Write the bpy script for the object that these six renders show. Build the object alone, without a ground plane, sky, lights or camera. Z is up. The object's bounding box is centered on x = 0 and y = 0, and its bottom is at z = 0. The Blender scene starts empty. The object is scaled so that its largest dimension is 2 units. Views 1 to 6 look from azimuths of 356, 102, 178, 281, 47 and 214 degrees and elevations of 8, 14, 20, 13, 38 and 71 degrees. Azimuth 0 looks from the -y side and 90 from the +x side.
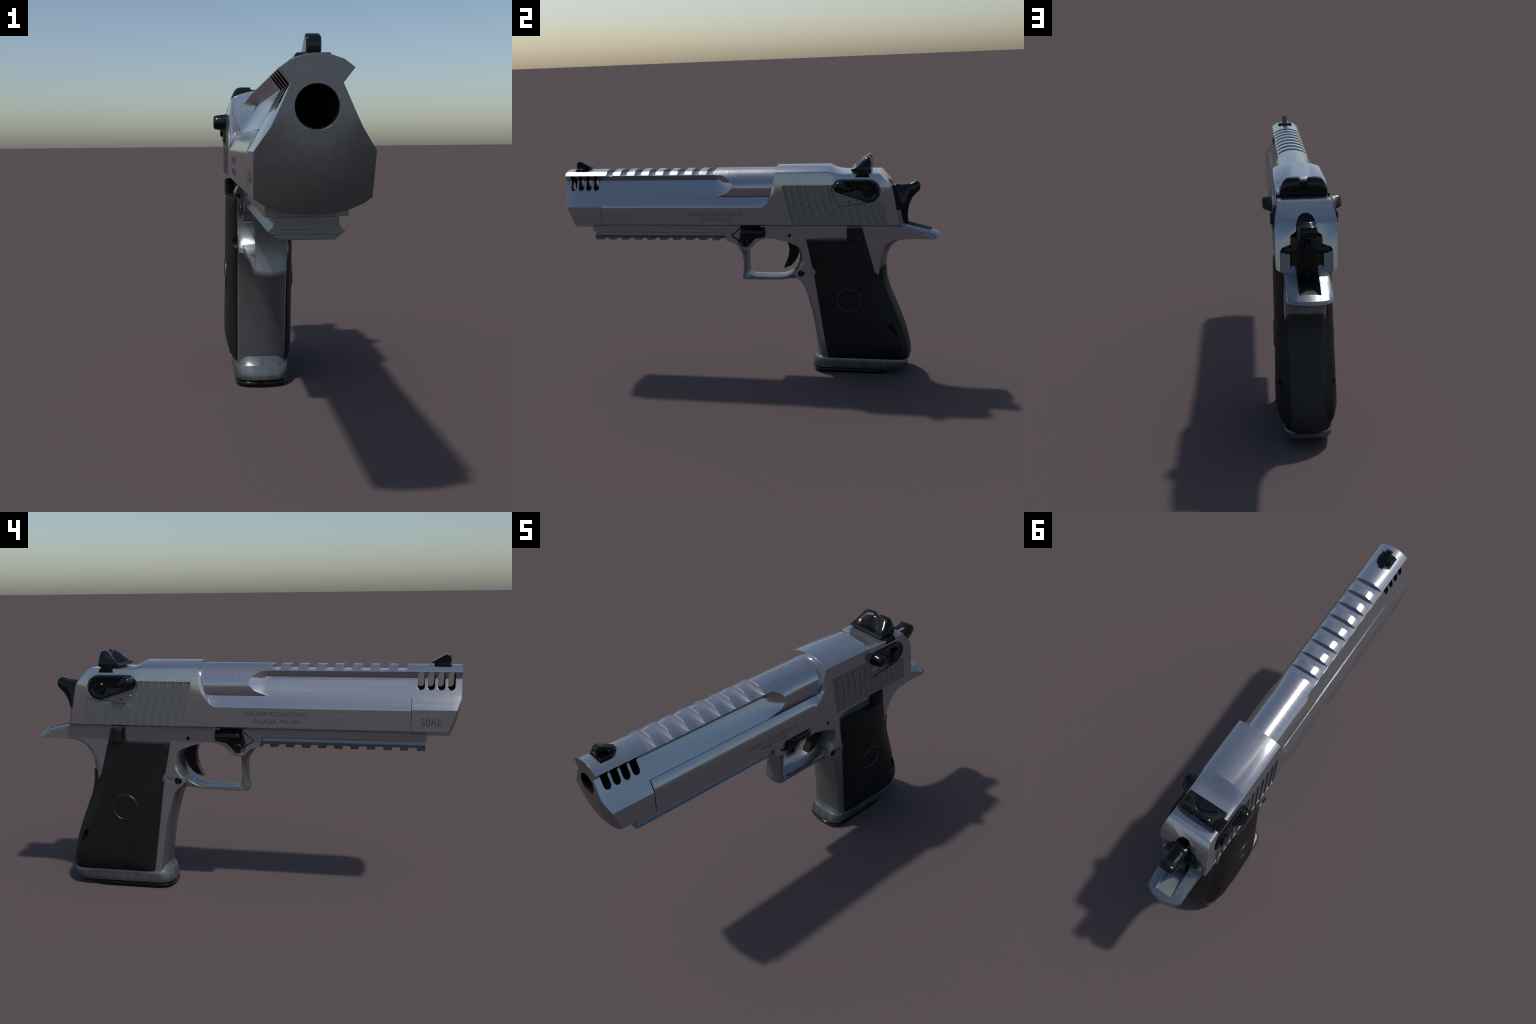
import bpy, bmesh, math
from mathutils import Vector

# ---------------------------------------------------------------- materials
def new_mat(name):
    m = bpy.data.materials.new(name)
    m.use_nodes = True
    nt = m.node_tree
    return m, nt, nt.nodes, nt.links, nt.nodes["Principled BSDF"]

def metal(name, colour, rough, stretch, metallic=0.83, grain=0.012, bevel=0.0025, rough_var=0.06, col_var=0.05, blotch=6.0, grain_scale=60.0):
    m, nt, N, L, P = new_mat(name)
    P.inputs["Metallic"].default_value = metallic
    tc = N.new("ShaderNodeTexCoord")
    mp = N.new("ShaderNodeMapping"); mp.inputs["Scale"].default_value = stretch
    L.new(tc.outputs["Object"], mp.inputs["Vector"])
    g = N.new("ShaderNodeTexNoise"); g.inputs["Scale"].default_value = grain_scale
    g.inputs["Detail"].default_value = 4.0
    L.new(mp.outputs["Vector"], g.inputs["Vector"])
    b = N.new("ShaderNodeTexNoise"); b.inputs["Scale"].default_value = blotch
    b.inputs["Detail"].default_value = 5.0; b.inputs["Roughness"].default_value = 0.65
    L.new(tc.outputs["Object"], b.inputs["Vector"])
    # colour: base * (1 + streaks)
    r = N.new("ShaderNodeValToRGB")
    r.color_ramp.elements[0].position = 0.3; r.color_ramp.elements[1].position = 0.7
    lo = [c * (1 - col_var) for c in colour]; hi = [min(1, c * (1 + col_var)) for c in colour]
    r.color_ramp.elements[0].color = (*lo, 1); r.color_ramp.elements[1].color = (*hi, 1)
    L.new(g.outputs["Fac"], r.inputs["Fac"])
    L.new(r.outputs["Color"], P.inputs["Base Color"])
    # roughness: blotches + streaks
    mr = N.new("ShaderNodeMapRange")
    mr.inputs["From Min"].default_value = 0.3; mr.inputs["From Max"].default_value = 0.7
    mr.inputs["To Min"].default_value = max(0.02, rough - rough_var); mr.inputs["To Max"].default_value = rough + rough_var
    mx = N.new("ShaderNodeMath"); mx.operation = "ADD"
    h1 = N.new("ShaderNodeMath"); h1.operation = "MULTIPLY"; h1.inputs[1].default_value = 0.5
    h2 = N.new("ShaderNodeMath"); h2.operation = "MULTIPLY"; h2.inputs[1].default_value = 0.5
    L.new(b.outputs["Fac"], h1.inputs[0]); L.new(g.outputs["Fac"], h2.inputs[0])
    L.new(h1.outputs[0], mx.inputs[0]); L.new(h2.outputs[0], mx.inputs[1])
    L.new(mx.outputs[0], mr.inputs["Value"]); L.new(mr.outputs["Result"], P.inputs["Roughness"])
    bv = N.new("ShaderNodeBevel"); bv.samples = 4; bv.inputs["Radius"].default_value = bevel
    bp = N.new("ShaderNodeBump"); bp.inputs["Strength"].default_value = 1.0
    bp.inputs["Distance"].default_value = grain * 0.01
    L.new(g.outputs["Fac"], bp.inputs["Height"]); L.new(bv.outputs["Normal"], bp.inputs["Normal"])
    L.new(bp.outputs["Normal"], P.inputs["Normal"])
    return m

def coated(name, colour, rough, bump=0.0, scale=300.0, bevel=0.003, var=0.2, spec=0.5):
    m, nt, N, L, P = new_mat(name)
    P.inputs["Roughness"].default_value = rough
    P.inputs["Specular IOR Level"].default_value = spec
    tc = N.new("ShaderNodeTexCoord")
    b = N.new("ShaderNodeTexNoise"); b.inputs["Scale"].default_value = 9.0; b.inputs["Detail"].default_value = 6.0
    L.new(tc.outputs["Object"], b.inputs["Vector"])
    r = N.new("ShaderNodeValToRGB")
    r.color_ramp.elements[0].position = 0.3; r.color_ramp.elements[1].position = 0.7
    r.color_ramp.elements[0].color = (*[c * (1 - var) for c in colour], 1)
    r.color_ramp.elements[1].color = (*[c * (1 + var) for c in colour], 1)
    L.new(b.outputs["Fac"], r.inputs["Fac"]); L.new(r.outputs["Color"], P.inputs["Base Color"])
    bv = N.new("ShaderNodeBevel"); bv.samples = 4; bv.inputs["Radius"].default_value = bevel
    out = bv.outputs["Normal"]
    if bump > 0:
        g = N.new("ShaderNodeTexNoise"); g.inputs["Scale"].default_value = scale; g.inputs["Detail"].default_value = 3.0
        L.new(tc.outputs["Object"], g.inputs["Vector"])
        bp = N.new("ShaderNodeBump"); bp.inputs["Distance"].default_value = bump
        L.new(g.outputs["Fac"], bp.inputs["Height"]); L.new(out, bp.inputs["Normal"])
        out = bp.outputs["Normal"]
    L.new(out, P.inputs["Normal"])
    return m

STEEL_C = (0.395, 0.410, 0.435)
STEEL = metal("brushed_steel", STEEL_C, 0.145, (1.0, 0.03, 1.6))
TURNED = metal("turned_steel", STEEL_C, 0.18, (0.12, 3.0, 0.12), grain=0.02)
SATIN = metal("satin_steel", (0.220, 0.240, 0.250), 0.36, (1.0, 1.0, 1.0), grain=0.03, blotch=9.0, rough_var=0.06, col_var=0.03)
SLAT = metal("blasted_steel", (0.235, 0.255, 0.27), 0.40, (1.0, 1.0, 1.0), grain=0.03, rough_var=0.05, bevel=0.001, col_var=0.03)
RAILM = metal("rail_steel", (0.20, 0.22, 0.24), 0.34, (0.05, 0.05, 4.0), grain=0.06)
BLACK = coated("blued_black_steel", (0.0025, 0.0027, 0.0033), 0.14, bevel=0.005, spec=0.35)
BORE = coated("bore_black", (0.003, 0.003, 0.003), 0.6, bevel=0.001, spec=0.1)
GRIP = coated("grip_rubber", (0.0098, 0.0094, 0.0092), 0.48, bump=0.0005, scale=420.0, bevel=0.006, spec=0.22)
BACKS = coated("backstrap_rubber", (0.0125, 0.0135, 0.0135), 0.42, bump=0.0008, scale=260.0, spec=0.38)
PINB = coated("pin_black", (0.003, 0.003, 0.003), 0.5, bevel=0.001, spec=0.15)
INK = metal("engraving_dark", (0.11, 0.11, 0.12), 0.22, (1.0, 0.03, 1.6), bevel=0.0)
FOOT = metal("foot_steel_sky_dimmed", (0.185, 0.195, 0.205), 0.40, (3.0, 3.0, 0.25), grain=0.05, grain_scale=14.0, rough_var=0.12, col_var=0.10)  # satin steel with base darkened to tone down sky reflection on the curved foot
MUZ = metal("muzzle_steel", (0.165, 0.176, 0.182), 0.42, (1.0, 1.0, 1.0), grain=0.03, blotch=7.0, rough_var=0.05, col_var=0.05)  # base colour lowered and cooled to offset the brown ground reflected in the muzzle
RED = coated("red_paint", (0.6, 0.006, 0.006), 0.35, bevel=0.001)
RING = metal("medallion_rim", (0.13, 0.13, 0.135), 0.3, (1, 1, 1))

# ---------------------------------------------------------------- helpers
ROOT = bpy.data.objects.new("pistol", None)
bpy.context.collection.objects.link(ROOT)
ROOT["label"] = "large stainless steel semi-automatic pistol with black grips"
ROOT["category"] = "handgun"

def finish(me, angle=25):
    me.validate()
    for p in me.polygons: p.use_smooth = True
    me.set_sharp_from_angle(angle=math.radians(angle))

def make(name, bm, mats, parent=ROOT, angle=25):
    bmesh.ops.remove_doubles(bm, verts=bm.verts, dist=1e-6)
    bmesh.ops.recalc_face_normals(bm, faces=bm.faces)
    me = bpy.data.meshes.new(name)
    bm.to_mesh(me); bm.free()
    for m in (mats if isinstance(mats, (list, tuple)) else [mats]): me.materials.append(m)
    finish(me, angle)
    ob = bpy.data.objects.new(name, me)
    bpy.context.collection.objects.link(ob)
    ob.parent = parent
    return ob

def loft(rings, bm=None, caps=True):
    """rings: list of closed rings (same length); ladder caps across symmetric rings or ngon."""
    bm = bm or bmesh.new()
    vr = [[bm.verts.new(p) for p in r] for r in rings]
    n = len(rings[0])
    for a, b in zip(vr, vr[1:]):
        for i in range(n):
            j = (i + 1) % n
            bm.faces.new((a[i], a[j], b[j], b[i]))
    if caps:
        for r in (vr[0], vr[-1]): ladder(bm, r)
    return bm

def ladder(bm, r):
    """cap a ring ordered top-centre, right side down, bottom-centre, left side up."""
    n = len(r)
    h = n // 2
    for i in range(h):
        q = [r[i], r[i + 1], r[(n - i - 1) % n], r[(n - i) % n]]
        u = []
        for v in q:
            if v not in u: u.append(v)
        if len(u) >= 3: bm.faces.new(u)

def mirror_ring(half):
    """half: (x,y,z) from top centre (x=0) down to bottom centre (x=0)."""
    return [Vector(p) for p in half] + [Vector((-p[0], p[1], p[2])) for p in half[-2:0:-1]]

def layers(stations, bm=None):
    """stations: [(x, [(y,z)...])] ; prism along x through matched profiles."""
    bm = bm or bmesh.new()
    vr = [[bm.verts.new((x, y, z)) for y, z in prof] for x, prof in stations]
    n = len(vr[0])
    for a, b in zip(vr, vr[1:]):
        for i in range(n):
            j = (i + 1) % n
            bm.faces.new((a[i], a[j], b[j], b[i]))
    bm.faces.new(vr[0]); bm.faces.new(vr[-1])
    return bm

def inset(prof, d):
    """move profile points inwards by d (CCW or CW polygon)."""
    n = len(prof)
    area = sum(prof[i][0] * prof[(i + 1) % n][1] - prof[(i + 1) % n][0] * prof[i][1] for i in range(n))
    s = 1 if area > 0 else -1
    out = []
    for i in range(n):
        p0, p1, p2 = Vector(prof[i - 1]), Vector(prof[i]), Vector(prof[(i + 1) % n])
        e1 = (p1 - p0).normalized(); e2 = (p2 - p1).normalized()
        nn = Vector((-(e1.y + e2.y), e1.x + e2.x)) * s
        if nn.length < 1e-6: nn = Vector((-e1.y, e1.x)) * s
        nn.normalize()
        c = max(0.45, nn.dot(Vector((-e1.y, e1.x)) * s))
        q = p1 + nn * d / c
        out.append((q.x, q.y))
    return out

def slab(prof, x0, x1, ch=0.0, bm=None):
    """prism with chamfered rims, from x0 to x1."""
    s = 1 if x1 > x0 else -1
    if ch > 0:
        pi = inset(prof, ch)
        st = [(x0, pi), (x0 + s * ch, prof), (x1 - s * ch, prof), (x1, pi)]
    else:
        st = [(x0, prof), (x1, prof)]
    return layers(st, bm)

def box(x0, x1, y0, y1, z0, z1, bm=None):
    return layers([(x0, [(y0, z0), (y1, z0), (y1, z1), (y0, z1)]), (x1, [(y0, z0), (y1, z0), (y1, z1), (y0, z1)])], bm)

def circle(cy, cz, r, n=28, a0=0.0):
    return [(cy + r * math.cos(a0 + 2 * math.pi * i / n), cz + r * math.sin(a0 + 2 * math.pi * i / n)) for i in range(n)]

def teardrop(c1, r1, c2, r2, n=18):
    """convex hull outline of two circles in (y,z)."""
    (y1, z1), (y2, z2) = c1, c2
    d = math.hypot(y2 - y1, z2 - z1); a = math.atan2(z2 - z1, y2 - y1)
    b = math.acos((r1 - r2) / d)
    pts = []
    for i in range(n + 1):
        t = a + b + (2 * math.pi - 2 * b) * i / n
        pts.append((y1 + r1 * math.cos(t), z1 + r1 * math.sin(t)))
    for i in range(n + 1):
        t = a - b + 2 * b * i / n
        pts.append((y2 + r2 * math.cos(t), z2 + r2 * math.sin(t)))
    return pts

def smooth_closed(pts, sub=4, sharp=()):
    """Catmull-Rom through closed control points; indices in sharp stay corners."""
    n = len(pts); out = []
    for i in range(n):
        p0, p1, p2, p3 = pts[i - 1], pts[i], pts[(i + 1) % n], pts[(i + 2) % n]
        if i in sharp: p0 = p1
        if (i + 1) % n in sharp: p3 = p2
        if i in sharp and (i + 1) % n in sharp:
            out.append(p1); continue
        for k in range(sub):
            t = k / sub
            out.append(tuple(0.5 * ((2 * b) + (c - a) * t + (2 * a - 5 * b + 4 * c - d) * t * t + (3 * b - a - 3 * c + d) * t ** 3)
                             for a, b, c, d in zip(p0, p1, p2, p3)))
    return out

def cut(ob, bm_cutter, mats, solver="EXACT"):
    me = bpy.data.meshes.new("cutter")
    bmesh.ops.recalc_face_normals(bm_cutter, faces=bm_cutter.faces)
    bm_cutter.to_mesh(me); bm_cutter.free()
    for m in (mats if isinstance(mats, (list, tuple)) else [mats]): me.materials.append(m)
    c = bpy.data.objects.new("cutter", me)
    bpy.context.collection.objects.link(c)
    md = ob.modifiers.new("b", "BOOLEAN")
    md.operation = "DIFFERENCE"; md.solver = solver; md.object = c
    try: md.material_mode = "TRANSFER"
    except Exception: pass
    dg = bpy.context.evaluated_depsgraph_get()
    new = bpy.data.meshes.new_from_object(ob.evaluated_get(dg))
    ob.modifiers.remove(md)
    old = ob.data; ob.data = new
    bpy.data.objects.remove(c); bpy.data.meshes.remove(me); bpy.data.meshes.remove(old)
    new.name = ob.name
    bm = bmesh.new(); bm.from_mesh(new)
    bmesh.ops.remove_doubles(bm, verts=bm.verts, dist=2e-5)
    bmesh.ops.dissolve_degenerate(bm, edges=bm.edges, dist=1e-5)
    bm.to_mesh(new); bm.free()
    finish(new)

def lerp(a, b, t): return a + (b - a) * t
def pw(tab, x):
    """piecewise linear through [(x, value)]"""
    if x <= tab[0][0]: return tab[0][1]
    for (a, va), (b, vb) in zip(tab, tab[1:]):
        if x <= b: return lerp(va, vb, (x - a) / (b - a))
    return tab[-1][1]

# ---------------------------------------------------------------- barrel
ZC, R = 0.9925, 0.1037           # bore axis height, barrel radius
TOP = [(0.0, 1.0947), (0.0235, 1.0928), (0.0525, 1.0832), (0.0745, 1.0672)]
FLAT = [(0.0515, 1.038), (0.0631, 1.0168), (0.0748, 0.9955), (0.0864, 0.9742), (0.0980, 0.953)]
FLAT_F = [(0.0515, 1.038), (0.0613, 1.0168), (0.0710, 0.9955), (0.0808, 0.9742), (0.0915, 0.953)]
LOW_F = [(0.1235, 0.907), (0.1235, 0.86), (0.123, 0.812), (0.104, 0.799), (0.07, 0.786), (0.035, 0.779), (0.0, 0.7765)]
LOW_I = [(0.088, 0.94), (0.088, 0.92), (0.088, 0.90), (0.08, 0.87), (0.07, 0.86), (0.035, 0.86), (0.0, 0.86)]
def arc(a): return (R * math.sin(math.radians(a)), ZC + R * math.cos(math.radians(a)))
TOP_C = [arc(a) for a in (0, 15, 30, 46)]
CIRC = [arc(a) for a in (58, 71, 85, 99, 112)]
def front_y(z): return pw([(0.7765, -0.9535), (0.799, -0.9485), (0.812, -0.9475), (0.907, -0.979), (0.953, -0.9965), (0.975, -0.9985), (1.2, -0.9985)], z)
def belly_y(z): return pw([(0.7765, -0.9535), (0.812, -0.9715), (0.86, -0.989), (0.907, -0.9972), (0.953, -0.9985), (1.2, -0.9985)], z)

def ring_at(prof, ys): return mirror_ring([(x, y, z) for (x, z), y in zip(prof, ys)])
P_face = TOP + FLAT_F + LOW_F
P_front = TOP + FLAT + LOW_F
P_mid = TOP + FLAT + LOW_I
P_circ = TOP_C + CIRC + LOW_I
nT, nF = len(TOP), len(FLAT)
rings = [ring_at(P_face, [front_y(z) for x, z in P_face]),
         ring_at(P_front, [min(-0.90, max(-0.955, front_y(z) + 0.02)) for x, z in P_front]),
         ring_at(P_front, [-0.788] * len(P_front)),
         ring_at(P_mid, [-0.788 + 1e-4] * len(P_mid)),
         ring_at(P_mid, [-0.165] * nT + [-0.168, -0.155, -0.145, -0.150, -0.172] + [-0.15] * 7),
         ring_at([((a[0] * .62 + b[0] * .38), (a[1] * .62 + b[1] * .38)) for a, b in zip(P_mid, P_circ)],
                 [-0.155] * nT + [-0.128, -0.109, -0.103, -0.118, -0.160] + [-0.13] * 7),
         ring_at(P_circ, [-0.12] * nT + [-0.086, -0.068, -0.066, -0.092, -0.150] + [-0.12] * 7),
         ring_at(P_circ, [0.0] * len(P_circ)),
         ring_at(P_circ, [0.18] * len(P_circ))]
bm = loft(rings, caps=False)
bm.verts.ensure_lookup_table()
n = len(rings[0])
ladder(bm, bm.verts[-n:])
# muzzle face: bellied below the bore
rows = []
for i in range(n // 2 + 1):
    a, b = bm.verts[i], bm.verts[(n - i) % n]
    if a is b: rows.append([a]); continue
    row = [a]
    for f in (0.66, 0.33, 0.0, -0.33, -0.66):
        z = a.co.z
        row.append(bm.verts.new((a.co.x * f, lerp(belly_y(z), a.co.y, f * f), z)))
        bm.verts.ensure_lookup_table()
    rows.append(row + [b])
for r0, r1 in zip(rows, rows[1:]):
    m = max(len(r0), len(r1)) - 1
    for k in range(m):
        q = []
        for v in (r0[min(k, len(r0) - 1)], r0[min(k + 1, len(r0) - 1)], r1[min(k + 1, len(r1) - 1)], r1[min(k, len(r1) - 1)]):
            if v not in q: q.append(v)
        bm.faces.new(q)
barrel = make("barrel", bm, [STEEL, TURNED, SATIN, BORE])
# cooling grooves across the top rib
bm = bmesh.new()
for k in range(8):
    y0 = -0.1665 - 0.0799 * k
    def gr(zf): return [(y0 + 0.007, 1.15), (y0 + 0.0050, 1.0955), (y0 + 0.0010, 1.0900), (y0, zf), (y0 - 0.0385, zf), (y0 - 0.0395, 1.0900), (y0 - 0.0435, 1.0955), (y0 - 0.0455, 1.15)]
    layers([(x, gr(z)) for x, z in ((-0.15, 1.0640), (-0.0742, 1.0676), (-0.045, 1.0712), (-0.02, 1.0728), (0.02, 1.0728), (0.045, 1.0712), (0.0742, 1.0676), (0.15, 1.0640))], bm)
cut(barrel, bm, STEEL)
# dished seat of the front sight
bm = bmesh.new()
for s in (1,):
    pf = [(-0.8615, 1.13), (-0.8615, 1.0975), (-0.896, 1.079), (-0.953, 1.079), (-0.957, 1.13)]
    layers([(-0.041, pf), (0.041, pf)], bm)
cut(barrel, bm, STEEL)
# bore
bm = bmesh.new()
st = []
for y, r in [(-1.2, 0.0445), (-0.9985, 0.0445), (-0.993, 0.0415), (-0.985, 0.0415), (-0.984, 0.0475), (-0.80, 0.0475), (-0.799, 0.0415), (-0.76, 0.0415)]:
    st.append([(r * math.cos(2 * math.pi * i / 28), y, ZC + r * math.sin(2 * math.pi * i / 28)) for i in range(28)])
vr = [[bm.verts.new(p) for p in r] for r in st]
for a, b in zip(vr, vr[1:]):
    for i in range(28): bm.faces.new((a[i], a[(i + 1) % 28], b[(i + 1) % 28], b[i]))
bm.faces.new(vr[0]); bm.faces.new(vr[-1])
cut(barrel, bm, BORE)
# brake ports
bm = bmesh.new()
for k in range(4):
    cy, r = -0.825 - 0.0432 * k, 0.0158
    pf = [(cy + r * math.cos(math.pi * i / 8), 1.0515 + r * math.sin(math.pi * i / 8)) for i in range(9)] + \
         [(cy - r * math.cos(math.pi * i / 8), 1.0035 - r * math.sin(math.pi * i / 8)) for i in range(9)]
    layers([(-0.2, pf), (0.2, pf)], bm)
cut(barrel, bm, BORE)

def reslot(ob, mats, rule):
    """rebuild the slot list as `mats`; rule(centre, normal, old material name) -> index"""
    me = ob.data
    old = [m.name if m else "" for m in me.materials]
    new = [rule(p.center, p.normal, old[p.material_index] if old else "") for p in me.polygons]
    me.materials.clear()
    for m in mats: me.materials.append(m)
    for p, i in zip(me.polygons, new): p.material_index = i

def barrel_rule(c, n, old):
    if old.startswith("bore"): return 3
    if n.y < -0.6 and c.y < -0.9 and c.z < 1.1 and (c.y < -0.99 or c.z < 0.96): return 2
    if c.y > -0.166 and math.hypot(c.x, c.z - ZC) > 0.1015: return 1
    return 0
reslot(barrel, [STEEL, TURNED, MUZ, BORE], barrel_rule)

# front sight: ramped blade on a dovetail foot
pf = smooth_closed([(-0.862, 1.1015), (-0.926, 1.1365), (-0.936, 1.138), (-0.9475, 1.1335), (-0.9525, 1.121), (-0.951, 1.100)], 3, sharp=(0, 5))
front_sight = make("front_sight", slab(pf, -0.0155, 0.0155, 0.003), BLACK)
make("sight_base", slab([(-0.897, 1.074), (-0.897, 1.0905), (-0.905, 1.1008), (-0.949, 1.1008), (-0.9515, 1.074)], -0.0375, 0.0375, 0.004), BLACK, front_sight)
make("sight_stem", slab([(-0.880, 1.080), (-0.880, 1.103), (-0.9495, 1.103), (-0.9495, 1.080)], -0.0145, 0.0145), BLACK, front_sight)

# ---------------------------------------------------------------- slide
XS = 0.1255
def slide_prof(top, c, m_z, b_z):
    """half profile: 6 top points, corner, shoulder, belt, sill, underside"""
    return top + [c, (XS - (0.003 if m_z > 1 else 0.001), m_z), (XS, (m_z + b_z) / 2), (XS, b_z), (XS, 0.86), (XS - 0.0005, 0.8135), (0.116, 0.806), (0.092, 0.7985), (0.0, 0.7985)]
T_FRONT = [(0.0, 0.949), (0.03, 0.949), (0.06, 0.949), (0.08, 0.949), (0.096, 0.950), (0.1005, 0.9548)]
T_ARCH = [(0.0, 1.108), (0.03, 1.1063), (0.06, 1.1012), (0.085, 1.0938), (0.102, 1.0865), (0.110, 1.0815)]
T_FLAT = [(0.0, 1.0725), (0.03, 1.0725), (0.06, 1.0725), (0.085, 1.0722), (0.101, 1.0715), (0.107, 1.0695)]
S_front = slide_prof(T_FRONT, (0.1150, 0.9315), 0.909, 0.899)
S_rear = slide_prof(T_ARCH, (0.1135, 1.0765), 1.017, 0.907)
S_flat = slide_prof(T_FLAT, (0.110, 1.066), 1.017, 0.907)
nn = len(S_front)
rings = [ring_at(S_front, [-0.7855] * nn), ring_at(S_front, [0.06] * nn)]
# run-out of the shelf: an ogee that climbs to the rear block; side edge leads from (0.10,0.907) to (0.163,0.99)
for t in (0.0, 0.15, 0.35, 0.55, 0.75, 0.9, 1.0):
    e = t * t * (1.5 - 0.5 * t)                     # slow start = fillet at the shelf
    prof, ys = [], []
    for i in range(nn):
        a, b = S_front[i], S_rear[i]
        if i < 6:
            prof.append((lerp(a[0], b[0], e), lerp(a[1], b[1], e ** 1.3))); ys.append(lerp(0.112, 0.1655, t ** 0.55))
        elif i == 6:
            prof.append((lerp(a[0], b[0], e), lerp(a[1], b[1], e))); ys.append(lerp(0.104, 0.1655, t ** 0.7))
        elif i == 7:
            tt = min(1, t)
            prof.append((XS - 0.003 * t, lerp(0.908, 1.017, tt ** 1.15))); ys.append(pw([(0, 0.098), (0.25, 0.125), (0.75, 0.160), (1, 0.1655)], t))
        elif i in (8, 9):
            prof.append((XS, lerp(a[1], b[1], t * .999))); ys.append(lerp(0.097, 0.15 if i == 8 else 0.12, t))
        else:
            prof.append(b); ys.append(lerp(0.096, 0.12, t))
    rings.append(ring_at(prof, ys))
rings.append(ring_at(S_rear, [0.20] * nn))
rings.append(ring_at(S_rear, [0.435] * nn))
for k in range(1, 7):                              # scooped drop to the sight deck
    t = k / 6
    f = math.sin(t * math.pi / 2)
    rings.append(ring_at([(lerp(a[0], b[0], f), lerp(a[1], b[1], f)) for a, b in zip(S_rear, S_flat)],
                         [0.437 + 0.088 * t - (0.012 * (1 - t) if i >= 5 else 0) for i in range(nn)]))
def rear_y(z): return pw([(0.79, 0.799), (0.995, 0.7565), (1.017, 0.7425), (1.04, 0.7245), (1.066, 0.6990), (1.0725, 0.691)], z)
# shoulder split so the rear bevel reads as its own facet
rings.append(ring_at(S_flat, [0.64] * nn))
S_end = list(S_flat); S_end[8] = (XS - 0.0005, 0.995)
rings.append(ring_at(S_end, [rear_y(z) for x, z in S_end]))
slide = make("slide", loft(rings), [STEEL])
# grasping serrations: inclined blasted lands between thin steel lines
bm = bmesh.new()
SL = -0.0493 / 0.2052
def serr(k, z): return 0.2798 + 0.0384 * k + (0.8103 - z) * -SL * -1 if False else 0.2798 + 0.0384 * k + (z - 0.8103) * SL
for s in (1, -1):
    for k in range(-1, 12):
        zt = 1.0155 if k < 6 else 0.936
        zb = 0.8125
        w0, w1 = (0.0085 if k == -1 else 0.003), 0.0355
        d0, d1 = 0.0052, 0.0016
        a0, a1 = serr(k, zb) + w0, serr(k, zb) + w1
        b0, b1 = serr(k, zt) + w0, serr(k, zt) + w1
        xo = 0.14
        def sx(z): return pw([(0.8, XS), (0.962, XS), (1.017, XS - 0.003)], z)
        pts = [(a0, zb, d0), (a1, zb, d1), (b1, zt, d1), (b0, zt, d0)]
        lo = [bm.verts.new((s * (sx(z) - d), y, z)) for y, z, d in pts]
        hi = [bm.verts.new((s * xo, y, z)) for y, z, d in pts]
        bm.faces.new(lo); bm.faces.new(hi)
        for i in range(4): bm.faces.new((lo[i], lo[(i + 1) % 4], hi[(i + 1) % 4], hi[i]))
cut(slide, bm, SLAT)
# lever pockets
pocket = [(0.4610, 0.9576), (0.489, 0.9003), (0.56, 0.9125), (0.638, 0.925), (0.672, 0.934), (0.694, 0.960), (0.701, 0.992), (0.690, 1.022), (0.665, 1.043),
          (0.640, 1.0475), (0.50, 1.0475), (0.480, 1.042), (0.458, 1.017), (0.450, 0.995)]
for s in (1, -1):
    bm = layers([(s * 0.1135, inset(pocket, 0.004)), (s * 0.1255, pocket), (s * 0.16, pocket)])
    cut(slide, bm, SLAT)
# hammer notch and rear window
half = [(0.0, 1.029), (0.015, 1.0265), (0.028, 1.018), (0.0365, 1.004), (0.0385, 0.985), (0.040, 0.962), (0.063, 0.945), (0.064, 0.910), (0.098, 0.898), (0.106, 0.885), (0.106, 0.70), (0.0, 0.70)]
rr = [mirror_ring([(x, y, z) for x, z in half]) for y in (0.70, 0.90)]
cut(slide, loft(rr), SATIN)
# transverse dovetail of the rear sight
bm = layers([(x, [(0.573, 1.0535), (0.583, 1.09), (0.634, 1.09), (0.6445, 1.0535)]) for x in (-0.2, 0.2)])
cut(slide, bm, BLACK)
reslot(slide, [STEEL, SLAT, SATIN, BLACK], lambda c, n, o: 1 if o.startswith("blast") else 2 if o.startswith("satin") else 3 if o.startswith("blued") else 0)

# ---- rear sight
stn = []
def rs_prof(x):
    ax = abs(x)
    drop = 0.0 if ax < 0.058 else 0.046 * ((ax - 0.058) / 0.039) ** 2.4
    notch = 0.010 * max(0.0, min(1.0, (0.0165 - ax) / 0.003))
    zt = 1.1525 - drop - notch
    ys = pw([(0.0, 0.6020), (0.085, 0.5570), (0.1, 0.5570)], ax)       # front scoop: V-shaped ledge in plan
    zl = 1.0935
    return [(0.556, 1.0785), (0.5525, 1.083), (0.5525, 1.0915), (0.5545, zl), (ys, zl + 0.001), (lerp(ys, 0.6225, 0.38), lerp(zl, zt, 0.40)), (lerp(ys, 0.6225, 0.72), lerp(zl, zt, 0.74)),
            (0.6225, max(zl + 0.002, zt - 0.004)), (0.632, zt), (0.643, zt - 0.003), (0.6495, max(1.08, 1.1525 - drop - 0.015)), (0.6515, 1.085), (0.648, 1.0775)]
for x in (-0.0975, -0.0955, -0.090, -0.082, -0.070, -0.055, -0.04, -0.028, -0.018, -0.0135, 0.0, 0.0135, 0.018, 0.028, 0.04, 0.055, 0.070, 0.082, 0.090, 0.0955, 0.0975):
    p = rs_prof(x)
    if abs(x) > 0.097: p = inset(p, 0.002)
    stn.append((x, p))
rear_sight = make("rear_sight", layers(stn), BLACK, angle=40)
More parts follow.
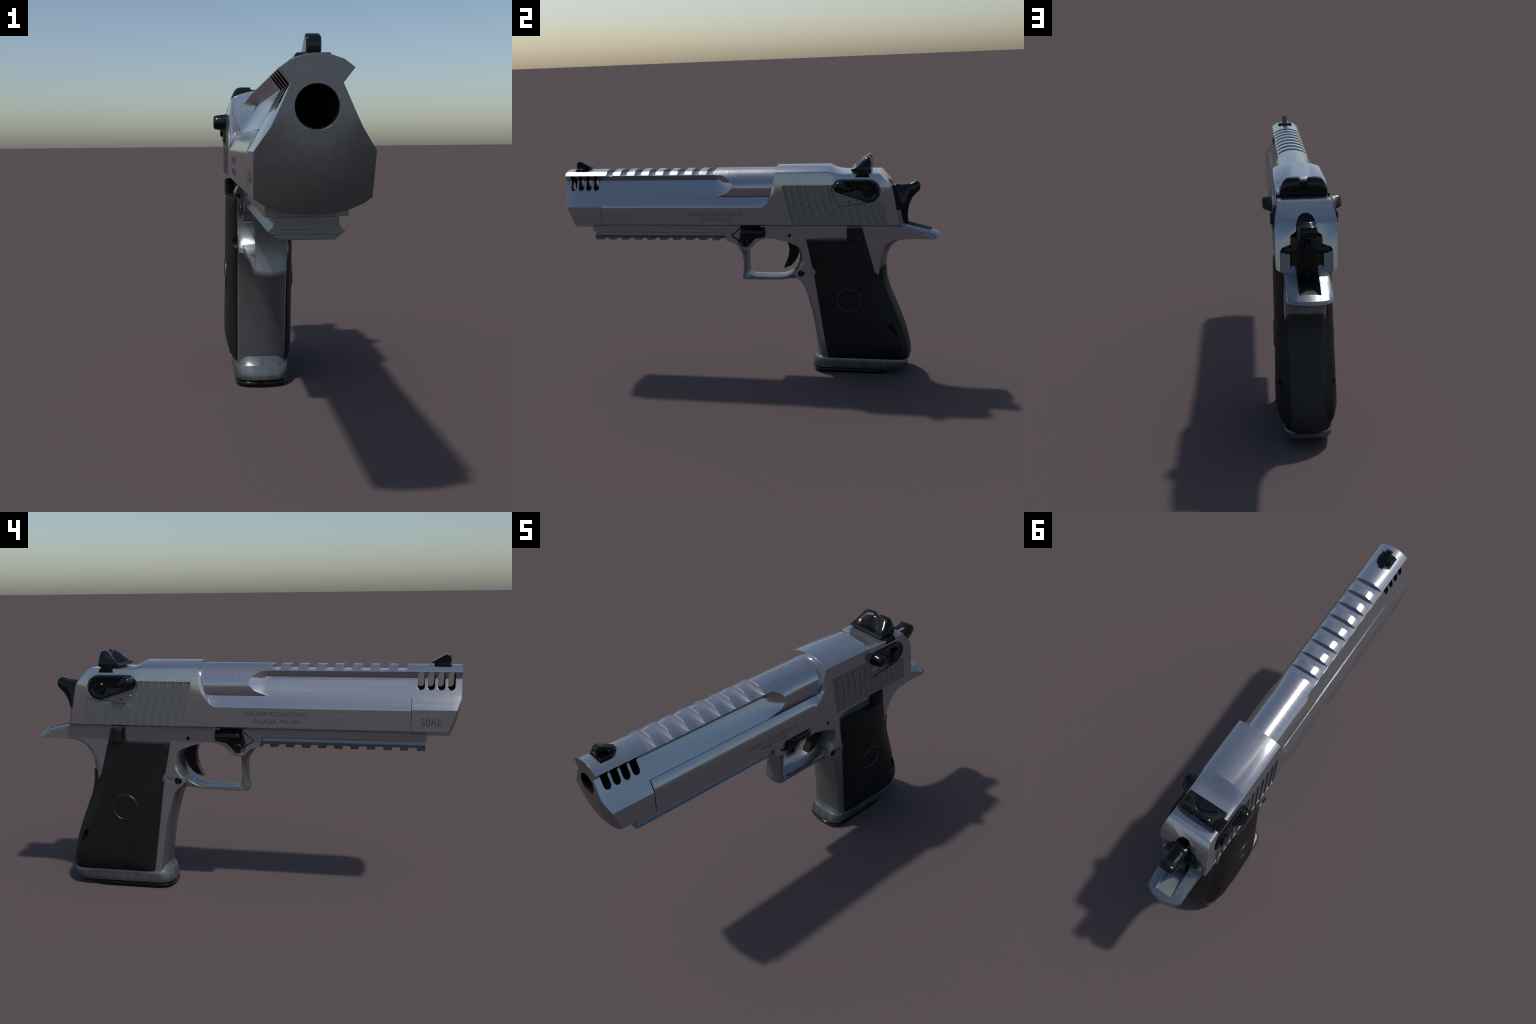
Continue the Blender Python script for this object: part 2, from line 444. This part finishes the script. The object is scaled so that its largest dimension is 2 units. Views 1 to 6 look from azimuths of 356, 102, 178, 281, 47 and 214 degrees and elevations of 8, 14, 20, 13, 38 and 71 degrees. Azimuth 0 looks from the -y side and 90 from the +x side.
make("sight_base", layers([(x, [(0.5755, 1.055), (0.5855, 1.081), (0.6325, 1.081), (0.6425, 1.055)]) for x in (-0.1085, 0.1085)]), BLACK, rear_sight)

# ---- safety levers, screws, indicator marks (both sides)
for s in (1, -1):
    body = teardrop((0.637, 0.9865), 0.0545, (0.4975, 1.0085), 0.0325, 22)
    lever = make("safety_lever", layers([(s * 0.110, body), (s * 0.1265, body), (s * 0.1305, inset(body, 0.0035)), (s * 0.1312, inset(body, 0.008)),
                                         (s * 0.1285, inset(body, 0.013))]), BLACK, angle=40)
    # thumb piece: an egg swelling from the front end
    st = []
    for k in range(7):
        t = k / 6
        g = (1, 0.97, 0.92, 0.86, 0.78, 0.64, 0.30)[k]
        egg = teardrop((0.4985, 1.0095), 0.0305 * (0.35 + 0.65 * g), (0.560 - 0.045 * t, 0.9965 + 0.008 * t), 0.011 * (0.35 + 0.65 * g), 12)
        st.append((s * lerp(0.1275, 0.1700, (0, 0.22, 0.45, 0.66, 0.84, 0.95, 1.0)[k]), egg))
    make("thumb_piece", layers(st), BLACK, lever, angle=60)
    screw = make("lever_screw", slab(circle(0.637, 0.984, 0.0275, 20), s * 0.125, s * 0.1405, 0.003), BLACK, lever)
    a = math.radians(-14)
    ca, sa = math.cos(a), math.sin(a)
    slot = [(0.637 + u * ca - v * sa, 0.984 + u * sa + v * ca) for u, v in ((-0.04, -0.006), (0.04, -0.006), (0.04, 0.006), (-0.04, 0.006))]
    cut(screw, layers([(s * 0.1345, slot), (s * 0.16, slot)]), BLACK)
    make("indicator_dot", slab(circle(0.5405, 0.929, 0.0072, 16), s * 0.112, s * 0.1146, 0.0005), RED, slide)
    drop = teardrop((0.4960, 0.9465), 0.0066, (0.5105, 0.9485), 0.0035, 8)
    make("detent_pin", layers([(s * 0.112, drop), (s * 0.1155, drop), (s * 0.117, inset(drop, 0.002))]), STEEL, slide)

# ---------------------------------------------------------------- frame
# each control point: outline at the flat side (x=0.09) and at the middle (x<=0.06)
FR = [  # (side y, z), (mid y, z)
    ((-0.857, 0.830), (-0.857, 0.830)), ((-0.857, 0.7655), (-0.857, 0.7655)), ((-0.118, 0.7655), (-0.118, 0.7655)),
    ((-0.1155, 0.731), (-0.1155, 0.731)), ((-0.1057, 0.7175), (-0.1057, 0.7175)), ((-0.066, 0.705), (-0.066, 0.705)),
    ((-0.052, 0.690), (-0.052, 0.690)), ((-0.037, 0.6755), (-0.037, 0.6755)), ((-0.012, 0.6698), (-0.012, 0.6698)), ((0.017, 0.6775), (0.017, 0.6775)),
    ((0.037, 0.696), (0.037, 0.696)), ((0.056, 0.7146), (0.056, 0.7146)), ((0.089, 0.7290), (0.089, 0.7290)), ((0.139, 0.7335), (0.139, 0.7335)),
    ((0.2156, 0.7145), (0.2156, 0.7145)), ((0.2765, 0.6890), (0.250, 0.690)), ((0.2925, 0.664), (0.264, 0.662)),
    ((0.3000, 0.625), (0.268, 0.620)), ((0.2936, 0.594), (0.262, 0.588)), ((0.275, 0.569), (0.246, 0.560)), ((0.2585, 0.5555), (0.235, 0.548)),
    ((0.2530, 0.537), (0.236, 0.530)), ((0.2640, 0.519), (0.248, 0.512)), ((0.2837, 0.507), (0.268, 0.500)), ((0.305, 0.484), (0.280, 0.478)),
    ((0.3215, 0.450), (0.292, 0.450)), ((0.336, 0.400), (0.306, 0.400)), ((0.358, 0.3186), (0.326, 0.3186)), ((0.375, 0.205), (0.344, 0.205)),
    ((0.387, 0.110), (0.356, 0.110)), ((0.393, 0.055), (0.366, 0.055)), ((0.700, 0.055), (0.700, 0.055)),
    ((0.668, 0.530), (0.7235, 0.530)), ((0.6692, 0.580), (0.7235, 0.585)), ((0.6778, 0.628), (0.7285, 0.635)),
    ((0.700, 0.674), (0.7480, 0.676)), ((0.719, 0.700), (0.768, 0.700)), ((0.7436, 0.7200), (0.795, 0.7175)), ((0.770, 0.7285), (0.83, 0.724)), ((0.810, 0.7340), (0.870, 0.7275)),
    ((0.880, 0.7350), (0.930, 0.7295)), ((0.950, 0.7335), (0.992, 0.7305)), ((0.9565, 0.7370), (1.000, 0.7385)), ((0.950, 0.745), (0.990, 0.752)),
    ((0.915, 0.7605), (0.950, 0.7725)), ((0.870, 0.7755), (0.895, 0.787)), ((0.8185, 0.788), (0.840, 0.801)), ((0.8095, 0.800), (0.8150, 0.812)), ((0.800, 0.830), (0.800, 0.830))]
side = [a for a, b in FR]; mid = [b for a, b in FR]
def mixp(t): return [(lerp(a[0], b[0], t), lerp(a[1], b[1], t)) for a, b in FR]
MX = [(0.0915, 0.0), (0.0883, 0.18), (0.083, 0.36), (0.070, 0.56), (0.048, 0.80), (0.024, 0.95)]
stn = [(-x, mixp(t)) for x, t in MX] + [(0, mid)] + [(x, mixp(t)) for x, t in MX[::-1]]
frame = make("frame", layers(stn), [STEEL])
# hammer channel in the tang
cut(frame, layers([(x, [(0.775, 0.715), (0.820, 0.744), (0.957, 0.7570), (0.957, 0.95), (0.775, 0.95)]) for x in (-0.0435, 0.0435)]), SATIN)
# slide stop pocket
stop_pocket = [(-0.045, 0.782), (-0.082, 0.754), (-0.0835, 0.740), (-0.052, 0.7185), (-0.034, 0.684), (0.004, 0.684), (0.022, 0.706),
               (0.048, 0.730), (0.098, 0.7385), (0.104, 0.768), (0.072, 0.8), (-0.02, 0.81)]
for s in (1, -1):
    cut(frame, layers([(s * 0.080, inset(stop_pocket, 0.008)), (s * 0.0925, stop_pocket), (s * 0.13, stop_pocket)]), STEEL)
    # key slot behind the guard pin
    sl = teardrop((0.297, 0.5475), 0.0075, (0.333, 0.5510), 0.0075, 8)
    cut(frame, layers([(s * 0.081, inset(sl, 0.002)), (s * 0.12, sl)]), STEEL)
def frame_rule(c, n, o):
    if o.startswith("satin"): return 1
    return 0 if abs(n.x) > 0.8 else 1
reslot(frame, [STEEL, SATIN], frame_rule)
sharp = frame.data.attributes.get("sharp_edge") or frame.data.attributes.new("sharp_edge", "BOOLEAN", "EDGE")
for e in frame.data.edges:                             # crisp rim between the flat sides and the rolled edges
    a, b = (frame.data.vertices[i].co for i in e.vertices)
    if abs(a.x) > 0.0914 and abs(b.x) > 0.0914: sharp.data[e.index].value = True

# rear block of the frame seen in the slide window
make("frame_rail", slab([(0.72, 0.8005), (0.72, 0.884), (0.798, 0.884), (0.8110, 0.8035), (0.806, 0.8005)], 0.065, 0.1055, 0.003), SATIN, frame)
make("frame_rail", slab([(0.72, 0.8005), (0.72, 0.884), (0.798, 0.884), (0.8110, 0.8035), (0.806, 0.8005)], -0.1055, -0.065, 0.003), SATIN, frame)
make("frame_lug", slab([(0.70, 0.79), (0.70, 0.943), (0.7800, 0.943), (0.7950, 0.86), (0.806, 0.79)], -0.0632, 0.0632), BLACK, frame)
make("firing_pin_block", slab([(0.69, 0.90), (0.69, 1.035), (0.7205, 1.035), (0.7580, 0.993), (0.779, 0.93), (0.779, 0.90)], -0.0395, 0.0395), BLACK, frame)
make("sear_bar", slab([(0.74, 0.876), (0.74, 0.904), (0.788, 0.904), (0.8015, 0.893), (0.803, 0.881)], -0.088, 0.088, 0.003), BLACK, frame)

# accessory rail
half = [(0.0, 0.775), (0.072, 0.775), (0.0715, 0.757), (0.0725, 0.748), (0.077, 0.7405), (0.0856, 0.7335), (0.0625, 0.7145), (0.0, 0.7145)]
rings = [mirror_ring([(x, y, z) for x, z in half]) for y in (-0.8535, -0.100)]
rail = make("accessory_rail", loft(rings), [RAILM])
bm = bmesh.new()
for k in range(10):
    y0 = -0.8175 + 0.0735 * k
    y1 = y0 + 0.0375
    pf = [(y0, 0.7325), (y1 - 0.000, 0.7325), (y1, 0.69), (y0, 0.69)]
    layers([(-0.12, pf), (0.12, pf)], bm)
cut(rail, bm, RAILM)

# trigger guard: rounded bar swept along its loop (outer point, inner point, half width)
TG = [((-0.078, 0.712), (-0.010, 0.690), 0.074), ((-0.058, 0.680), (-0.012, 0.672), 0.062), ((-0.0455, 0.660), (-0.0142, 0.655), 0.054),
      ((-0.0350, 0.635), (-0.0150, 0.633), 0.0515), ((-0.0320, 0.592), (-0.0160, 0.592), 0.051), ((-0.0340, 0.548), (-0.0160, 0.553), 0.051),
      ((-0.0385, 0.518), (-0.0125, 0.530), 0.051), ((-0.0400, 0.5050), (-0.0060, 0.5205), 0.051), ((-0.0370, 0.4985), (0.0020, 0.5155), 0.051), ((-0.0290, 0.4965), (0.0120, 0.5125), 0.051),
      ((0.0200, 0.4962), (0.0300, 0.5110), 0.051), ((0.0850, 0.4965), (0.0850, 0.5105), 0.051), ((0.1408, 0.4975), (0.1400, 0.5112), 0.0515),
      ((0.1850, 0.5000), (0.1780, 0.5140), 0.0525), ((0.2150, 0.5055), (0.2020, 0.5215), 0.055), ((0.2400, 0.5105), (0.2220, 0.5325), 0.062), ((0.2600, 0.5120), (0.2380, 0.5480), 0.072),
      ((0.2800, 0.5150), (0.2500, 0.5650), 0.082)]
def tg_ring(o, i, w):
    o, i = Vector((0, *o)), Vector((0, *i))
    pts = []
    for u, x in ((-0.22, 0.0), (-0.17, 0.5), (-0.06, 0.90), (0.06, 1.0), (0.75, 1.0), (0.96, 0.90), (1.0, 0.55), (1.0, 0.0)):
        pts.append((w * x, *(o.lerp(i, u)).yz))
    return mirror_ring(pts)
guard = make("trigger_guard", loft([tg_ring(*t) for t in TG]), SATIN, angle=38)

# trigger
pf = smooth_closed([(0.196, 0.735), (0.2035, 0.700), (0.2115, 0.668), (0.2115, 0.640), (0.2040, 0.612), (0.1785, 0.5535), (0.2151, 0.566), (0.2380, 0.588),
                    (0.2535, 0.612), (0.2650, 0.650), (0.2660, 0.700), (0.262, 0.735)], 3, sharp=(0, 5, 11))
make("trigger", slab(pf, -0.024, 0.024, 0.004), BLACK)

# slide stop levers with pivot, guard pins
stop = [(-0.030, 0.782), (-0.044, 0.7205), (-0.020, 0.700), (0.012, 0.706), (0.030, 0.724), (0.050, 0.7375), (0.094, 0.7430), (0.099, 0.768), (0.070, 0.799), (-0.018, 0.799)]
for s in (1, -1):
    lev = make("slide_stop", layers([(s * 0.060, stop), (s * 0.088, stop), (s * 0.0975, inset(stop, 0.006))]), BLACK)
    sec = [(0.080, 0.742), (0.104, 0.748), (0.1145, 0.757), (0.1165, 0.766), (0.112, 0.776), (0.100, 0.791), (0.080, 0.795)]
    bmt = bmesh.new()
    rg = []
    for y, f in ((-0.026, 0.55), (-0.018, 0.9), (0.0, 1.0), (0.078, 1.0), (0.092, 0.9), (0.099, 0.55)):
        rg.append([bmt.verts.new((s * (0.080 + (x - 0.080) * f), y, z)) for x, z in sec])
    for a_, b_ in zip(rg, rg[1:]):
        for i in range(len(sec)): bmt.faces.new((a_[i], a_[(i + 1) % len(sec)], b_[(i + 1) % len(sec)], b_[i]))
    bmt.faces.new(rg[0]); bmt.faces.new(rg[-1])
    make("stop_thumb", bmt, BLACK, lev, angle=45)
    make("pivot_pin", slab(circle(-0.0095, 0.7113, 0.0165, 24), s * 0.07, s * 0.1010, 0.0015), PINB, lev)
    make("pivot_collar", slab(circle(-0.0095, 0.7113, 0.0183, 24), s * 0.065, s * 0.0985, 0.0005), RING, lev)
    make("trigger_pin", slab(circle(0.228, 0.7497, 0.0088, 18), s * 0.07, s * 0.0925, 0.0006), PINB, frame)
    gp = make("guard_screw", slab(circle(0.2830, 0.5440, 0.0172, 22), s * 0.07, s * 0.0955, 0.0025), BLACK, frame)
    cut(gp, layers([(s * 0.0925, [(0.281, 0.52), (0.285, 0.52), (0.287, 0.57), (0.283, 0.57)]), (s * 0.11, [(0.281, 0.52), (0.285, 0.52), (0.287, 0.57), (0.283, 0.57)])]), RING)
# hammer with checkered spur
top = [(0.757, 0.999), (0.770, 1.003), (0.784, 1.0065)]
for k in range(7):
    y = 0.790 + 0.0083 * k
    z = 1.0030 + 0.0007 * k
    top += [(y, z - 0.0020), (y + 0.004, z + 0.0022)]
prof = top + [(0.852, 1.009), (0.862, 1.0165), (0.8735, 1.0195), (0.886, 1.0135), (0.8930, 1.000), (0.8935, 0.985), (0.888, 0.972), (0.874, 0.959), (0.8583, 0.942), (0.8465, 0.920),
              (0.8387, 0.898), (0.8335, 0.870), (0.8319, 0.844), (0.835, 0.811), (0.828, 0.780), (0.80, 0.755), (0.775, 0.78), (0.760, 0.86), (0.752, 0.95)]
hammer = make("hammer", slab(prof, -0.0345, 0.0345, 0.005), BLACK, angle=50)

# ---------------------------------------------------------------- grip
def g_front(z): return pw([(0.06, 0.4190), (0.0874, 0.4158), (0.5359, 0.3536), (0.7303, 0.3159)], z)
def g_back(z): return pw([(0.05, 0.832), (0.075, 0.847), (0.100, 0.8530), (0.135, 0.8525), (0.19, 0.8415), (0.25, 0.8245), (0.31, 0.8030), (0.38, 0.7750), (0.455, 0.7440), (0.51, 0.7295), (0.56, 0.7235), (0.80, 0.7235)], z)
def g_seam(z): return pw([(0.5, 0.6836), (0.5527, 0.6692), (0.7921, 0.6035)], z)
def g_w(z): return pw([(0.06, 0.090), (0.072, 0.0945), (0.083, 0.1015), (0.090, 0.1095), (0.10, 0.1175), (0.12, 0.1255), (0.15, 0.1305), (0.18, 0.1315), (0.25, 0.1305), (0.45, 0.1305), (0.60, 0.1290), (0.74, 0.1275)], z)
def g_f(z): return pw([(0.06, 0.92), (0.10, 0.965), (0.16, 1.0), (0.8, 1.0)], z)      # front edge tucks in at the foot
def grip_ring(z, wrap=True, yf=None):
    w = g_w(z); k = g_f(z)
    yf = g_front(z) if yf is None else yf
    ys = g_seam(z)
    d = min(1.0, (ys - yf) / 0.25)
    bl = pw([(0.06, 0.0), (0.11, 0.0035), (0.22, 0.0035), (0.36, 0.0)], z)
    fl = ys - 0.090 * d
    if wrap: fl = lerp(g_back(z) - pw([(0.2, 0.112), (0.45, 0.135)], z), fl, pw([(0.42, 0.0), (0.549, 1.0)], z))
    pts = [(0.0895, yf), (0.099 * k, yf), (0.1065 * k, yf + 0.010 * d), (0.1155 * k, yf + 0.034 * d), (0.1235 * lerp(k, 1, .5), yf + 0.065 * d), (min(w, 0.1285), yf + 0.10 * d), (w + bl, lerp(yf + 0.10 * d, fl, 0.6)),
           (w - 0.001 + 0.4 * bl, fl), (w - 0.009, fl + 0.042 * d), (w - 0.023, fl + 0.072 * d)]
    pts = [(min(x, w + bl), y) for x, y in pts]
    if wrap:
        yb = g_back(z)
        pts += [(0.0860, lerp(fl + 0.072, yb - 0.022, 0.55)), (0.0755, yb - 0.020), (0.0740, yb - 0.0160), (0.055, yb - 0.007), (0.03, yb - 0.002), (0.0, yb)]
    else:
        pts += [(0.097, ys), (0.085, ys), (0.070, ys), (0.055, ys), (0.03, ys), (0.0, ys)]
    return [Vector((x, y, z)) for x, y in pts]
halfs = []
for z in (0.072, 0.083, 0.090, 0.10, 0.12, 0.15, 0.19, 0.25, 0.31, 0.38, 0.455, 0.51, 0.535):
    halfs.append(grip_ring(z))
r = grip_ring(0.549)
for p in r:                                            # ledge rises towards the spine
    if p.y > 0.668: p.z += 0.030 * min(1, (p.y - 0.668) / 0.055)
halfs.append(r)
halfs.append(grip_ring(0.5495, wrap=False))
for z in (0.58, 0.62, 0.66, 0.70, 0.7265): halfs.append(grip_ring(z, wrap=False))
r = grip_ring(0.7295, wrap=False); halfs.append([Vector((p.x if p.x < 0.1 else p.x - 0.003, p.y, p.z)) for p in r])
for z, dx in ((0.7296, 0.0), (0.76, 0.0), (0.788, 0.0), (0.7925, 0.006)):
    r = grip_ring(z, wrap=False, yf=0.5265); halfs.append([Vector((p.x if p.x < 0.095 else p.x - dx, p.y, p.z)) for p in r])
bm = loft([mirror_ring([Vector((0.0, h[0].y, h[0].z))] + h) for h in halfs])
whole = make("grip", bm, [GRIP])
for sx in (1, -1):
    # notch for the frame lobe, screw pit with its teardrop countersink
    cut(whole, layers([(sx * 0.0900, circle(0.340, 0.5565, 0.0215, 22)), (sx * 0.16, circle(0.340, 0.5565, 0.0255, 22))]), GRIP)
    cut(whole, layers([(sx * 0.080, circle(0.7475, 0.2790, 0.0095, 8)), (sx * 0.16, circle(0.7475, 0.2790, 0.0105, 8))]), BORE)
    bmc = bmesh.new()
    v = [bmc.verts.new(p) for p in ((sx * 0.090, 0.7420, 0.270), (sx * 0.086, 0.7580, 0.280), (sx * 0.150, 0.7300, 0.262), (sx * 0.150, 0.7680, 0.286), (sx * 0.0985, 0.7860, 0.214), (sx * 0.150, 0.8000, 0.200))]
    bmesh.ops.convex_hull(bmc, input=v)
    cut(whole, bmc, GRIP)
bmb = bmesh.new()
layers([(-0.0912, [(0.50, 0.7315), (0.5430, 0.7315), (0.5430, 0.85), (0.50, 0.85)]), (-0.16, [(0.50, 0.7315), (0.5430, 0.7315), (0.5430, 0.85), (0.50, 0.85)])], bmb)
cut(whole, bmb, BORE)
wm = whole.data
bm = bmesh.new(); bm.from_mesh(wm)
bm.faces.ensure_lookup_table()
klist = []
for f in bm.faces:
    c = f.calc_center_median()
    klist.append(2 if abs(c.x) < 0.0748 else (0 if c.x > 0 else 1))
bm.verts.ensure_lookup_table()
normals = [vn.vector.copy() for vn in wm.vertex_normals]
for name, k, mat in (("grip_panel", 0, GRIP), ("grip_panel", 1, GRIP), ("backstrap", 2, BACKS)):
    b2 = bm.copy(); b2.faces.ensure_lookup_table()
    bmesh.ops.delete(b2, geom=[f for f in b2.faces if klist[f.index] != k], context="FACES")
    me = bpy.data.meshes.new(name); b2.to_mesh(me); b2.free()
    for m_ in wm.materials: me.materials.append(m_)
    me.materials[0] = mat
    finish(me, 38)
    ob = bpy.data.objects.new(name, me); bpy.context.collection.objects.link(ob); ob.parent = ROOT
    if k == 0: PANEL_P = ob
    if k == 1: PANEL_M = ob
bm.free()
bpy.data.objects.remove(whole)
for s, panel in ((1, PANEL_P), (-1, PANEL_M)):
    # medallion: disc with a raised rim
    c = (0.5375, 0.4135)
    bmr = bmesh.new(); n = 26
    prof = [(0.0635, 0.1285), (0.0635, 0.1325), (0.0625, 0.1335), (0.0615, 0.1335), (0.0605, 0.1322), (0.0605, 0.1285)]
    rg = [[bmr.verts.new((s * x, c[0] + r * math.cos(2 * math.pi * i / n), c[1] + r * math.sin(2 * math.pi * i / n))) for r, x in prof] for i in range(n)]
    for i in range(n):
        a, b = rg[i], rg[(i + 1) % n]
        for j in range(len(prof)): bmr.faces.new((a[j], a[(j + 1) % len(prof)], b[(j + 1) % len(prof)], b[j]))
    rim = make("medallion_rim", bmr, RING, panel)
    make("medallion", slab(circle(c[0], c[1], 0.061, 26), s * 0.120, s * 0.1320, 0.0005), GRIP, panel)

# flared foot of the frame (magazine well)
def foot_ring(z, yf, yb, w):
    pts = [(0.0, yf), (0.30, 0.002), (0.55, 0.007), (0.74, 0.015), (0.88, 0.028), (0.965, 0.046), (1.0, 0.072)]
    half = [(0.0, yf, z)] + [(w * f, yf + d, z) for f, d in pts[1:]]
    half += [(w, lerp(yf, yb, 0.5), z), (w, yb - 0.060, z), (w * 0.95, yb - 0.030, z), (w * 0.78, yb - 0.007, z), (0.0, yb, z)]
    return mirror_ring(half)
rings = [foot_ring(0.150, 0.362, 0.70, 0.0865), foot_ring(0.120, 0.3575, 0.70, 0.0885), foot_ring(0.098, 0.3485, 0.70, 0.0915), foot_ring(0.0835, 0.3420, 0.70, 0.0930), foot_ring(0.0825, 0.3415, 0.8400, 0.1025), foot_ring(0.079, 0.3405, 0.8440, 0.1040),
         foot_ring(0.066, 0.3355, 0.8430, 0.1045), foot_ring(0.048, 0.3300, 0.8380, 0.1040), foot_ring(0.034, 0.3280, 0.8200, 0.1035), foot_ring(0.0255, 0.3300, 0.7850, 0.1005)]
make("magazine_well", loft(rings), FOOT, angle=36)
# magazine floor plate
rings = [foot_ring(0.040, 0.345, 0.735, 0.092), foot_ring(0.0215, 0.345, 0.735, 0.092), foot_ring(0.0195, 0.3315, 0.7335, 0.1000), foot_ring(0.012, 0.3275, 0.7335, 0.1025), foot_ring(0.004, 0.3305, 0.733, 0.1010), foot_ring(0.0, 0.340, 0.732, 0.095)]
make("magazine", loft(rings), BLACK, ROOT, angle=40)

# ---------------------------------------------------------------- lettering
def lettering(text, size, y0, y1, z, side, parent):
    """text along the slide from y0 (first letter) to y1 (last), baseline z"""
    cu = bpy.data.curves.new("lettering", "FONT"); cu.body = text; cu.size = 1.0; cu.extrude = 0.0; cu.offset = -0.012
    ob = bpy.data.objects.new("tmp", cu); bpy.context.collection.objects.link(ob)
    dg = bpy.context.evaluated_depsgraph_get()
    me = bpy.data.meshes.new_from_object(ob.evaluated_get(dg))
    bpy.data.objects.remove(ob)
    xs = [v.co.x for v in me.vertices]; ys = [v.co.y for v in me.vertices if v.co.y > -0.05]
    xa, xb, h = min(xs), max(xs), max(ys)
    bm = bmesh.new(); bm.from_mesh(me); bpy.data.meshes.remove(me)
    for v in bm.verts:
        y = lerp(y0, y1, (v.co.x - xa) / (xb - xa)); zz = z + v.co.y * size / h
        v.co = Vector((side * (XS + 0.0003 if -0.785 < y0 else 0.1238), y, zz))
    r = bmesh.ops.extrude_face_region(bm, geom=list(bm.faces))
    for e in r["geom"]:
        if isinstance(e, bmesh.types.BMVert): e.co.x -= side * 0.001
    return make("lettering", bm, INK, parent)
lettering("DESERT EAGLE PISTOL ®", 0.0185, -0.3009, -0.0131, 0.8592, 1, slide)
lettering("MADE IN USA", 0.0182, -0.2314, -0.0771, 0.8322, 1, slide)
lettering("MAGNUM RESEARCH INC.", 0.0190, -0.0505, -0.3352, 0.8668, -1, slide)
lettering("PILLAGER, MN USA", 0.0188, -0.0916, -0.3013, 0.8338, -1, slide)
lettering("50AE", 0.0285, -0.829, -0.9165, 0.8400, -1, barrel)
